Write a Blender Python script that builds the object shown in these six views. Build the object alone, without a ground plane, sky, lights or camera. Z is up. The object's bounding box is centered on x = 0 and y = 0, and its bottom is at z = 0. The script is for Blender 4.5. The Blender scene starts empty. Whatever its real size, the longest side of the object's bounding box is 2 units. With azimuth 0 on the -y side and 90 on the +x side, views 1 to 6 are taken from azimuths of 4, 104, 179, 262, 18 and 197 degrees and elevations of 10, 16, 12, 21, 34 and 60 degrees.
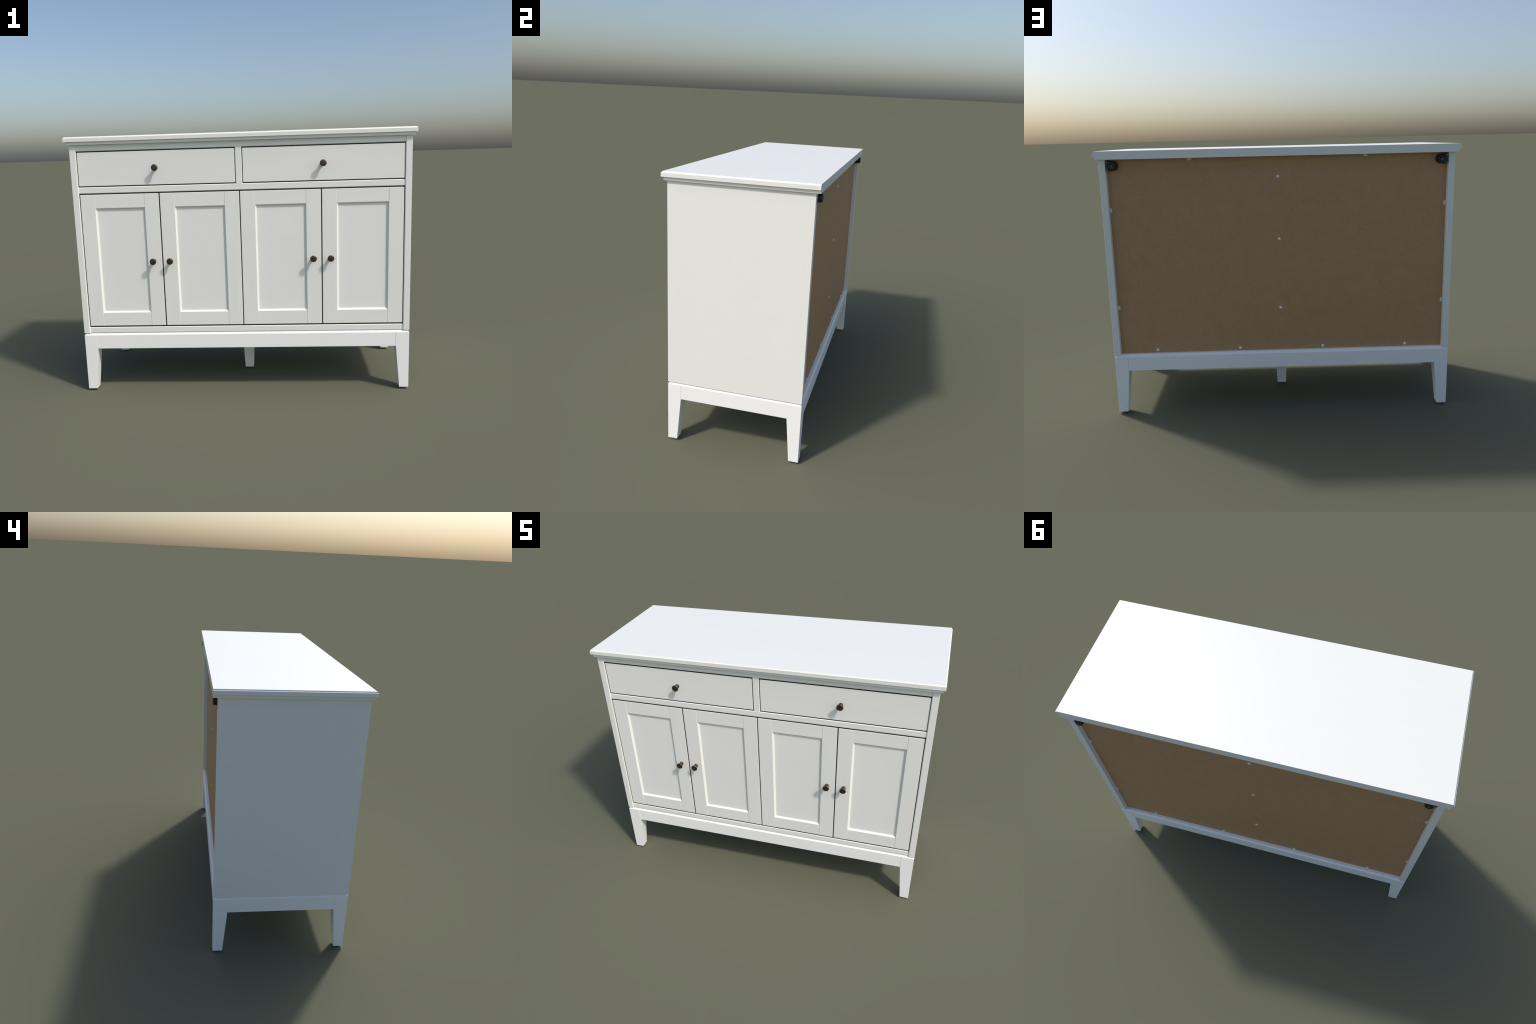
# A white painted sideboard: two drawers over four framed doors, on a leg frame.
import bpy, bmesh, math
from mathutils import Vector, Matrix

# ------------------------------------------------------------------ materials
def new_mat(name):
    m = bpy.data.materials.new(name)
    m.use_nodes = True
    nt = m.node_tree
    nt.nodes.clear()
    out = nt.nodes.new("ShaderNodeOutputMaterial")
    p = nt.nodes.new("ShaderNodeBsdfPrincipled")
    nt.links.new(p.outputs[0], out.inputs[0])
    tc = nt.nodes.new("ShaderNodeTexCoord")
    return m, nt, p, tc

def noise(nt, tc, scale, stretch=(1, 1, 1), detail=3.0, rough=0.55):
    mp = nt.nodes.new("ShaderNodeMapping")
    mp.inputs["Scale"].default_value = stretch
    nt.links.new(tc.outputs["Object"], mp.inputs["Vector"])
    n = nt.nodes.new("ShaderNodeTexNoise")
    n.inputs["Scale"].default_value = scale
    n.inputs["Detail"].default_value = detail
    n.inputs["Roughness"].default_value = rough
    nt.links.new(mp.outputs[0], n.inputs["Vector"])
    return n.outputs["Fac"]

def ramp(nt, fac, stops):
    r = nt.nodes.new("ShaderNodeValToRGB")
    el = r.color_ramp.elements
    while len(el) < len(stops):
        el.new(0.5)
    for e, (pos, c) in zip(el, stops):
        e.position = pos
        e.color = (*c, 1)
    nt.links.new(fac, r.inputs[0])
    return r.outputs[0]

def bump(nt, p, fac, strength, dist):
    b = nt.nodes.new("ShaderNodeBump")
    b.inputs["Strength"].default_value = strength
    b.inputs["Distance"].default_value = dist
    nt.links.new(fac, b.inputs["Height"])
    nt.links.new(b.outputs[0], p.inputs["Normal"])

def paint(name, col, stretch, rough=0.45, spec=0.5, var=0.012):
    """Sprayed paint: nearly even, with faint clouds drawn out along the wood."""
    m, nt, p, tc = new_mat(name)
    lo = tuple(c * (1 - var) for c in col)
    hi = tuple(min(1, c * (1 + var)) for c in col)
    f = noise(nt, tc, 9.0, stretch)
    nt.links.new(ramp(nt, f, [(0.3, lo), (0.7, hi)]), p.inputs["Base Color"])
    p.inputs["Roughness"].default_value = rough
    p.inputs["Specular IOR Level"].default_value = spec
    g = noise(nt, tc, 60.0, stretch, 2.0)
    bump(nt, p, g, 0.05, 0.001)
    return m

WHITE = (0.832, 0.835, 0.785)
WHITE_TOP = (0.822, 0.832, 0.796)
WHITE_BASE = (0.925, 0.928, 0.895)
ALONG_X, ALONG_Y, ALONG_Z = (0.25, 2, 2), (2, 0.25, 2), (2, 2, 0.25)
paint_top = paint("white_paint_top", WHITE_TOP, ALONG_X, rough=0.42, var=0.004)
paint_x = paint("white_paint_horizontal_boards", WHITE, ALONG_X)
paint_z = paint("white_paint_upright_boards", WHITE, ALONG_Z)
paint_panel = paint("white_paint_panels", WHITE, (1, 1, 1), var=0.004)
paint_base = paint("white_paint_leg_frame", WHITE_BASE, (1, 1, 1), var=0.006)

def hardboard_mat():
    m, nt, p, tc = new_mat("brown_hardboard")
    cloud = noise(nt, tc, 16.0, (1, 1, 1), 4.0, 0.6)
    fleck = noise(nt, tc, 170.0, (0.7, 1, 1.2), 3.0, 0.7)
    mx = nt.nodes.new("ShaderNodeMath"); mx.operation = "MULTIPLY_ADD"
    mx.inputs[1].default_value = 0.78
    nt.links.new(fleck, mx.inputs[0])
    s = nt.nodes.new("ShaderNodeMath"); s.operation = "MULTIPLY"
    s.inputs[1].default_value = 0.22
    nt.links.new(cloud, s.inputs[0])
    nt.links.new(s.outputs[0], mx.inputs[2])
    c = ramp(nt, mx.outputs[0], [(0.30, (0.372, 0.213, 0.099)), (0.5, (0.458, 0.270, 0.130)),
                                 (0.70, (0.545, 0.336, 0.168))])
    nt.links.new(c, p.inputs["Base Color"])
    p.inputs["Roughness"].default_value = 0.6
    bump(nt, p, fleck, 0.08, 0.001)
    return m

def bronze_mat():
    m, nt, p, tc = new_mat("dark_bronze")
    f = noise(nt, tc, 140.0, (1, 1, 1), 3.0)
    nt.links.new(ramp(nt, f, [(0.3, (0.108, 0.083, 0.059)), (0.7, (0.150, 0.118, 0.088))]),
                 p.inputs["Base Color"])
    p.inputs["Metallic"].default_value = 1.0
    p.inputs["Roughness"].default_value = 0.40
    return m

def plain(name, col, rough=0.5, metal=0.0, var=0.06, scale=40.0):
    m, nt, p, tc = new_mat(name)
    f = noise(nt, tc, scale)
    nt.links.new(ramp(nt, f, [(0.3, tuple(c * (1 - var) for c in col)),
                              (0.7, tuple(min(1, c * (1 + var)) for c in col))]), p.inputs["Base Color"])
    p.inputs["Roughness"].default_value = rough
    p.inputs["Metallic"].default_value = metal
    return m

hardboard = hardboard_mat()
bronze = bronze_mat()
black_plastic = plain("black_plastic", (0.008, 0.008, 0.0085), 0.45)
grey_plastic = plain("grey_plastic", (0.78, 0.79, 0.78), 0.45)
pin_plastic = plain("pale_plastic", (0.84, 0.85, 0.84), 0.4)
steel = plain("dull_steel", (0.22, 0.225, 0.23), 0.35, 0.3)
grey_steel = plain("worn_grey_plastic", (0.07, 0.073, 0.07), 0.5)
web_grey = plain("pale_grey_plastic", (0.27, 0.28, 0.26), 0.5)
felt = plain("pale_glide_plastic", (0.45, 0.46, 0.45), 0.5)
dark_inside = plain("black_gap_shade", (0.006, 0.006, 0.006), 0.8)  # shade of the gaps and interior put into the colour

# ------------------------------------------------------------------ mesh tools
def box(bm, lo, hi, bevel=0.0, seg=2):
    """An axis aligned board with all its edges eased by `bevel`."""
    t = bmesh.new()
    bmesh.ops.create_cube(t, size=1.0)
    for v in t.verts:
        v.co = Vector([lo[i] + (v.co[i] + 0.5) * (hi[i] - lo[i]) for i in range(3)])
    if bevel:
        bmesh.ops.bevel(t, geom=list(t.edges), offset=bevel, segments=seg, profile=0.5, affect="EDGES")
    me = bpy.data.meshes.new("tmp")
    t.to_mesh(me); t.free()
    bm.from_mesh(me)
    bpy.data.meshes.remove(me)

def loft(bm, rings, close=True):
    """Skin a stack of equal vertex rings, with caps."""
    vs = [[bm.verts.new(p) for p in r] for r in rings]
    n = len(rings[0])
    for a, b in zip(vs, vs[1:]):
        for i in range(n):
            j = (i + 1) % n
            bm.faces.new((a[i], a[j], b[j], b[i]))
    if close:
        bm.faces.new(list(reversed(vs[0])))
        bm.faces.new(vs[-1])
    return vs

def rect(x0, x1, y0, y1, z):
    return [(x0, y0, z), (x1, y0, z), (x1, y1, z), (x0, y1, z)]

def revolve(bm, profile, seg=24):
    """Turn a profile of (distance, radius) pairs about the -y axis."""
    rings = []
    for d, r in profile:
        rings.append([(math.cos(2 * math.pi * k / seg) * r, -d, math.sin(2 * math.pi * k / seg) * r)
                      for k in range(seg)])
    loft(bm, rings)

def finish(name, bm, mat, parent, smooth_angle=0, ease=0.0):
    bmesh.ops.recalc_face_normals(bm, faces=bm.faces)
    if ease:
        sharp = [e for e in bm.edges if len(e.link_faces) == 2 and e.calc_face_angle(0) > math.radians(20)]
        bmesh.ops.bevel(bm, geom=sharp, offset=ease, segments=2, profile=0.5, affect="EDGES")
    me = bpy.data.meshes.new(name)
    bm.to_mesh(me); bm.free()
    if smooth_angle:              # turned parts only: boards keep flat faces
        for poly in me.polygons:
            poly.use_smooth = True
        me.set_sharp_from_angle(angle=math.radians(smooth_angle))
    me.materials.append(mat)
    return place(name, me, parent)

def place(name, me, parent, loc=(0, 0, 0), rot=(0, 0, 0), scale=(1, 1, 1)):
    ob = bpy.data.objects.new(name, me)
    bpy.context.scene.collection.objects.link(ob)
    ob.location, ob.rotation_euler, ob.scale = loc, rot, scale
    if parent:
        ob.parent = parent
    return ob

def board(name, lo, hi, mat, parent, bevel=0.0015):
    bm = bmesh.new()
    box(bm, lo, hi, bevel)
    return finish(name, bm, mat, parent)

# ------------------------------------------------------------------ main sizes
TOP_X, TOP_Z = 1.0, 1.5365
TOP_F, TOP_B = -0.399, 0.4081
CASE_X, CASE_F, CASE_B = 0.9757, -0.3755, 0.3840
CASE_Z0, CASE_Z1 = 0.3675, 1.4915
WALL = 0.0370                     # side panel thickness
IN_X = CASE_X - WALL
RAIL_F = -0.3705                  # front of rails and divider
DOOR_F, DOOR_T = -0.3702, 0.024    # front plane and thickness of doors and drawers
BACK_Y = 0.358                    # visible face of the back board

root = bpy.data.objects.new("sideboard", None)
bpy.context.scene.collection.objects.link(root)
root["label"] = "white painted sideboard with two drawers, four doors, bronze knobs"
root["category"] = "sideboard"

# ------------------------------------------------------------------ top and cornice
CH_IN, CH_DOWN = 0.0070, 0.0074   # chamfer on the front and both ends, none at the back
bm = bmesh.new()
loft(bm, [rect(-TOP_X, TOP_X, TOP_F, TOP_B, 1.509),
          rect(-TOP_X, TOP_X, TOP_F, TOP_B, TOP_Z - CH_DOWN),
          rect(-TOP_X + 0.6 * CH_IN, TOP_X - 0.6 * CH_IN, TOP_F + 0.6 * CH_IN, TOP_B, TOP_Z - 0.62 * CH_DOWN),
          rect(-TOP_X + CH_IN, TOP_X - CH_IN, TOP_F + CH_IN, TOP_B, TOP_Z)])
top = finish("tabletop", bm, paint_x, root)
top.data.materials.append(paint_top)
for poly in top.data.polygons:    # slightly bluer, smoother white on the upper face only
    poly.material_index = 1 if poly.normal.z > 0.95 else 0

bm = bmesh.new()
box(bm, (-0.9888, -0.389, CASE_Z1), (0.9888, TOP_B, 1.509))
finish("cornice_moulding", bm, paint_x, root)

# ------------------------------------------------------------------ carcass
for s in (-1, 1):
    bm = bmesh.new()
    x_in, x_out = s * IN_X, s * CASE_X
    b, e = 0.0045, 0.0012         # broad rounding on the inner front edge, slight elsewhere
    ring = [(x_out, CASE_B - e), (x_out - s * e, CASE_B), (x_in + s * e, CASE_B), (x_in, CASE_B - e),
            (x_in, 0.3745), (x_in + s * 0.0016, 0.3735), (x_in + s * 0.0016, 0.3665), (x_in, 0.3655),
            (x_in, CASE_F + b), (x_in + s * b * 0.14, CASE_F + b * 0.6), (x_in + s * b * 0.42, CASE_F + b * 0.22),
            (x_in + s * b, CASE_F), (x_out - s * e, CASE_F), (x_out, CASE_F + e)]
    loft(bm, [[(x, y, z) for x, y in ring] for z in (CASE_Z0, CASE_Z1 + 0.0005)])
    finish("side_panel", bm, paint_panel, root)

def rail(name, lo, hi, mat):
    bm = bmesh.new()
    box(bm, lo, hi, 0.0034, 1)
    finish(name, bm, mat, root)

rail("top_rail", (-IN_X - 0.004, RAIL_F, 1.4545), (IN_X + 0.004, RAIL_F + 0.03, 1.4945), paint_x)
rail("middle_rail", (-IN_X - 0.004, RAIL_F, 1.2115), (IN_X + 0.004, RAIL_F + 0.03, 1.2485), paint_x)
rail("bottom_rail", (-IN_X - 0.004, RAIL_F, 0.3668), (IN_X + 0.004, RAIL_F + 0.03, 0.4030), paint_x)
rail("drawer_divider", (-0.0192, RAIL_F + 0.0003, 1.245), (0.0192, RAIL_F + 0.03, 1.458), paint_z)

board("cabinet_floor", (-IN_X - 0.004, RAIL_F + 0.032, 0.3668), (IN_X + 0.004, BACK_Y - 0.008, 0.400), paint_panel, root)
board("drawer_shelf", (-IN_X - 0.004, RAIL_F + 0.032, 1.218), (IN_X + 0.004, BACK_Y - 0.008, 1.242), dark_inside, root)
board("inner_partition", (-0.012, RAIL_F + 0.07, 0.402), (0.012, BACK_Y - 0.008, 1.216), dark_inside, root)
# added near-black strips that imitate the shade in the gaps round doors and drawers
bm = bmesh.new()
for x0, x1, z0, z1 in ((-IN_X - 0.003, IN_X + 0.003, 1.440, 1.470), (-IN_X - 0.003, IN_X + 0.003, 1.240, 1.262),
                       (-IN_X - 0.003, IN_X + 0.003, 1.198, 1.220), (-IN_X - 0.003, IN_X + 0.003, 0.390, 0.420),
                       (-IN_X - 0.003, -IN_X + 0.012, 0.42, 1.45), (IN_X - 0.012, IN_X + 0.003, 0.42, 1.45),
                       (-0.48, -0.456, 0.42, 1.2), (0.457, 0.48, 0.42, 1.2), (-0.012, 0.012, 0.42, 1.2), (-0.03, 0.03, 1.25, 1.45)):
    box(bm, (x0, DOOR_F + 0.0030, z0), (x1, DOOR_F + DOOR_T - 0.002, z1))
finish("gap_shade_strip", bm, dark_inside, root)

# ------------------------------------------------------------------ knobs
KNOB = [(0.0, 0.0116), (0.0018, 0.0122), (0.0050, 0.0116), (0.0090, 0.0098), (0.0140, 0.0088), (0.0190, 0.0092),
        (0.0235, 0.0115), (0.0275, 0.0152), (0.0310, 0.0182), (0.0335, 0.0193), (0.0355, 0.0190), (0.0368, 0.0172),
        (0.0375, 0.0125), (0.0380, 0.0065), (0.0381, 0.0010)]
bm = bmesh.new()
revolve(bm, KNOB, 18)
knob_ob = finish("knob", bm, bronze, None, 50)
knob_mesh = knob_ob.data
bpy.data.objects.remove(knob_ob)
def knob(parent, x, z):
    place("knob", knob_mesh, parent, (x, DOOR_F + 0.0002, z))

# ------------------------------------------------------------------ drawers
for x0, x1 in ((-0.9345, -0.0225), (0.0232, 0.9360)):
    bm = bmesh.new()
    box(bm, (x0, DOOR_F + 0.0008, 1.2545), (x1, DOOR_F + DOOR_T, 1.4480), 0.0018)
    d = finish("drawer", bm, paint_x, root)
    knob(d, math.copysign(0.4785, x0), 1.352)

# ------------------------------------------------------------------ doors
STILE, Z0, Z1 = 0.0850, 0.4108, 1.2048
OPEN_Z0, OPEN_Z1 = 0.4925, 1.1245
BEV, PANEL_Y = 0.0085, -0.3595
for x0, x1, kx in ((-0.9338, -0.4712, -0.5190), (-0.4645, -0.0027, -0.4193),
                   (0.0029, 0.4654, 0.4183), (0.4717, 0.9345, 0.5183)):
    yb = DOOR_F + DOOR_T
    a, c = x0 + STILE, x1 - STILE
    bm = bmesh.new()
    box(bm, (x0, DOOR_F, Z0), (a, yb, Z1), 0.0018)
    box(bm, (c, DOOR_F, Z0), (x1, yb, Z1), 0.0018)
    door = finish("door", bm, paint_z, root)
    bm = bmesh.new()
    for z0, z1 in ((Z0, OPEN_Z0), (OPEN_Z1, Z1)):
        box(bm, (a, DOOR_F + 0.0010, z0), (c, yb - 0.001, z1), 0.0013, 1)
    finish("door_rail", bm, paint_x, door)
    # sloped moulding, mitred round the opening
    bm = bmesh.new()
    y_f = DOOR_F + 0.0009
    outer = [(a - 0.001, OPEN_Z0 - 0.001), (c + 0.001, OPEN_Z0 - 0.001), (c + 0.001, OPEN_Z1 + 0.001), (a - 0.001, OPEN_Z1 + 0.001)]
    inner = [(a + BEV, OPEN_Z0 + BEV), (c - BEV, OPEN_Z0 + BEV), (c - BEV, OPEN_Z1 - BEV), (a + BEV, OPEN_Z1 - BEV)]
    loft(bm, [[(x, y_f + 0.012, z) for x, z in outer], [(x, y_f, z) for x, z in outer],
              [(x, PANEL_Y, z) for x, z in inner], [(x, PANEL_Y + 0.004, z) for x, z in inner]], close=False)
    finish("panel_moulding", bm, paint_z, door)
    board("door_panel", (a - 0.001, PANEL_Y + 0.0004, OPEN_Z0 - 0.001), (c + 0.001, PANEL_Y + 0.009, OPEN_Z1 + 0.001),
          paint_panel, door, 0.0)
    knob(door, kx, 0.807)

# ------------------------------------------------------------------ back
back = board("back_panel", (-IN_X - 0.003, BACK_Y - 0.008, 0.3655), (IN_X + 0.003, BACK_Y, CASE_Z1 + 0.001), hardboard, root, 0.0)

bm = bmesh.new()
revolve(bm, [(-0.004, 0.0086), (0.0, 0.0088), (0.0016, 0.0082), (0.0030, 0.0062), (0.0038, 0.0034), (0.0041, 0.0006)], 16)
pin_ob = finish("fixing_pin", bm, pin_plastic, None, 60)
pin_mesh = pin_ob.data
bpy.data.objects.remove(pin_ob)
for x, z in ((0, 1.378), (0, 1.0275), (0, 0.6235), (-0.727, 0.3833), (-0.2428, 0.3833), (0.2428, 0.3833), (0.727, 0.3833)):
    place("fixing_pin", pin_mesh, back, (x, BACK_Y, z), (0, 0, math.pi))

# retaining clip: a foot on the case wall, a pressing lip on the board, a round boss between
bm = bmesh.new()
box(bm, (-0.0130, 0.0, -0.0122), (-0.0085, 0.0065, 0.0122), 0.0006, 1)      # lip on the board
box(bm, (-0.0130, 0.0, -0.0122), (0.0010, 0.0030, 0.0122), 0.0006, 1)       # plate
box(bm, (-0.0015, 0.0, -0.0122), (0.0010, 0.0120, 0.0095), 0.0006, 1)       # foot on the wall
boss = bmesh.new()
revolve(boss, [(0.0, 0.0048), (0.0075, 0.0046), (0.0085, 0.0036), (0.0088, 0.0008)], 12)
bmesh.ops.rotate(boss, verts=boss.verts, matrix=Matrix.Rotation(math.pi, 3, "Z"))
bmesh.ops.translate(boss, verts=boss.verts, vec=(-0.005, 0, 0.002))
tmp = bpy.data.meshes.new("tmp"); boss.to_mesh(tmp); boss.free(); bm.from_mesh(tmp); bpy.data.meshes.remove(tmp)
clip_ob = finish("retaining_clip", bm, grey_plastic, None)
clip_mesh = clip_ob.data
bpy.data.objects.remove(clip_ob)
for z in (1.2115, 0.6465):
    place("retaining_clip", clip_mesh, back, (IN_X, BACK_Y, z))
    place("retaining_clip", clip_mesh, back, (-IN_X, BACK_Y, z), scale=(-1, 1, 1))
for x in (-0.4842, 0.4845):
    place("retaining_clip", clip_mesh, back, (x, BACK_Y, CASE_Z1 - 0.001), (0, -math.pi / 2, 0))

# ------------------------------------------------------------------ wall brackets
for s in (-1, 1):
    bm = bmesh.new()
    cx, cz = s * 0.8990, 1.4555
    wall = s * IN_X
    # round body drawn out to the side panel (stadium outline on one side), lofted along y
    def outline(r, flare, inset=0.0):
        pts = []
        n = 20
        for k in range(n + 1):
            t = math.pi / 2 + math.pi * k / n
            pts.append((cx + s * math.cos(t) * r, cz + math.sin(t) * r))
        pts.append((wall - s * (0.008 + inset), cz - flare))
        pts.append((wall - s * inset, cz - flare))
        pts.append((wall - s * inset, cz + flare))
        pts.append((wall - s * (0.008 + inset), cz + flare))
        return pts
    loft(bm, [[(x, y, z) for x, z in outline(r, f)] for y, r, f in
              ((BACK_Y + 0.0002, 0.0252, 0.0268), (0.3700, 0.0252, 0.0268), (0.3715, 0.0236, 0.0262), (0.3810, 0.0230, 0.0258),
               (0.3825, 0.0215, 0.0246))])
    bracket = finish("wall_bracket", bm, black_plastic, root, 40)
    # drum with a softened rim, a shallow dished face and a screw whose socket is a black plug
    bm = bmesh.new()
    revolve(bm, [(0.0, 0.0226), (0.0240, 0.0222), (0.0272, 0.0212), (0.0290, 0.0192), (0.0293, 0.0165), (0.0280, 0.0140),
                 (0.0278, 0.0050)], 32)
    d = finish("bracket_dial", bm, black_plastic, bracket, 40)
    d.location, d.rotation_euler = (cx, 0.375, cz), (0, 0, math.pi)
    bm = bmesh.new()
    revolve(bm, [(0.0, 0.0054), (0.0296, 0.0052), (0.0300, 0.0046), (0.0296, 0.0034)], 20)
    d = finish("bracket_screw", bm, steel, bracket, 40)
    d.location, d.rotation_euler = (cx, 0.375, cz), (0, 0, math.pi)
    bm = bmesh.new()
    revolve(bm, [(0.0, 0.0034), (0.0298, 0.0033), (0.0299, 0.0004)], 6)
    d = finish("dark_socket_plug", bm, black_plastic, bracket)  # raised black plug added to imitate the dark socket hole
    d.location, d.rotation_euler = (cx, 0.375, cz), (0, 0, math.pi)
    # webs between wall plate and drum: two slanted outer ones, two short inner ones
    bm = bmesh.new()
    for sz in (-1, 1):
        web = [(wall - s * 0.004, cz + sz * 0.0250), (wall - s * 0.0145, cz + sz * 0.0222),
               (wall - s * 0.0165, cz + sz * 0.0165), (wall - s * 0.0055, cz + sz * 0.0180)]
        loft(bm, [[(x, y, z) for x, z in web] for y in (0.372, 0.3865)])
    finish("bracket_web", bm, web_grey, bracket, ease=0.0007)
    bm = bmesh.new()
    for sz in (-1, 1):
        xa, xb = sorted((wall - s * 0.0040, wall - s * 0.0105))
        box(bm, (xa, 0.372, cz + sz * 0.0085 - 0.0060), (xb, 0.3845, cz + sz * 0.0085 + 0.0060), 0.0012)
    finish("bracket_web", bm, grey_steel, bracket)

# ------------------------------------------------------------------ leg frame
LEG_T, LEG_B = 0.077, 0.054
Z_FOOT, Z_APRON, Z_CH, Z_TOP, IN_CH = 0.0112, 0.2683, 0.3525, 0.3632, 0.0075

bm = bmesh.new()
revolve(bm, [(0.0, 0.0008), (0.0012, 0.008), (0.0035, 0.0125), (0.0070, 0.0145), (0.0150, 0.0145)], 20)
bmesh.ops.rotate(bm, verts=bm.verts, matrix=Matrix.Rotation(-math.pi / 2, 3, "X"))
glide_ob = finish("foot_glide", bm, felt, None, 50)
glide_mesh = glide_ob.data
bpy.data.objects.remove(glide_ob)

for sx in (-1, 1):
    for y_out, sy in ((CASE_F, -1), (CASE_B - 0.0005, 1)):
        bm = bmesh.new()
        def ring(z, w, inset):
            xo, yo = sx * (CASE_X - inset), y_out - sy * inset
            xi, yi = sx * (CASE_X - w), y_out - sy * w
            return [(xo, yo, z), (xi, yo, z), (xi, yi, z), (xo, yi, z)]
        loft(bm, [ring(Z_FOOT, LEG_B, 0), ring(Z_APRON, LEG_T, 0), ring(Z_CH, LEG_T, 0), ring(Z_TOP, LEG_T, IN_CH)])
        leg = finish("leg", bm, paint_base, root, ease=0.0009)
        place("foot_glide", glide_mesh, leg, (sx * (CASE_X - LEG_B / 2), y_out - sy * LEG_B / 2, 0))

# centre leg tapers on all four sides
bm = bmesh.new()
CY = 0.0
loft(bm, [rect(-h, h, CY - h, CY + h, z) for h, z in ((0.0275, Z_FOOT), (0.0385, Z_APRON), (0.0385, 0.366))])
leg = finish("leg", bm, paint_base, root, ease=0.0009)
place("foot_glide", glide_mesh, leg, (0, CY, 0))

STEP, AP_T, JOIN = 0.0010, 0.034, 0.0002
def apron_profile(out, sgn):
    """Cross-section: (depth from the outer plane, z), chamfered outer top edge."""
    return [(out - sgn * d, z) for d, z in ((STEP, Z_APRON), (STEP, Z_CH), (IN_CH + STEP * 0.4, Z_TOP), (AP_T, Z_TOP), (AP_T, Z_APRON))]
e = CASE_X - LEG_T - JOIN
for out, sgn in ((CASE_F, -1), (CASE_B - 0.0005, 1)):
    bm = bmesh.new()
    prof = apron_profile(out, sgn)
    loft(bm, [[(x, y, z) for y, z in prof] for x in (-e, e)])
    finish("apron", bm, paint_base, root, ease=0.0007)
y0, y1 = CASE_F + LEG_T + JOIN, CASE_B - 0.0005 - LEG_T - JOIN
for sx in (-1, 1):
    bm = bmesh.new()
    prof = apron_profile(sx * CASE_X, sx)
    loft(bm, [[(x, y, z) for x, z in prof] for y in (y0, y1)])
    finish("apron", bm, paint_base, root, ease=0.0007)
# spacer between leg frame and carcass: the shadow line; it is also the frame's deck
board("base_deck", (-0.9645, -0.3645, 0.3625), (0.9645, 0.374, 0.3672), paint_base, root, 0.0)
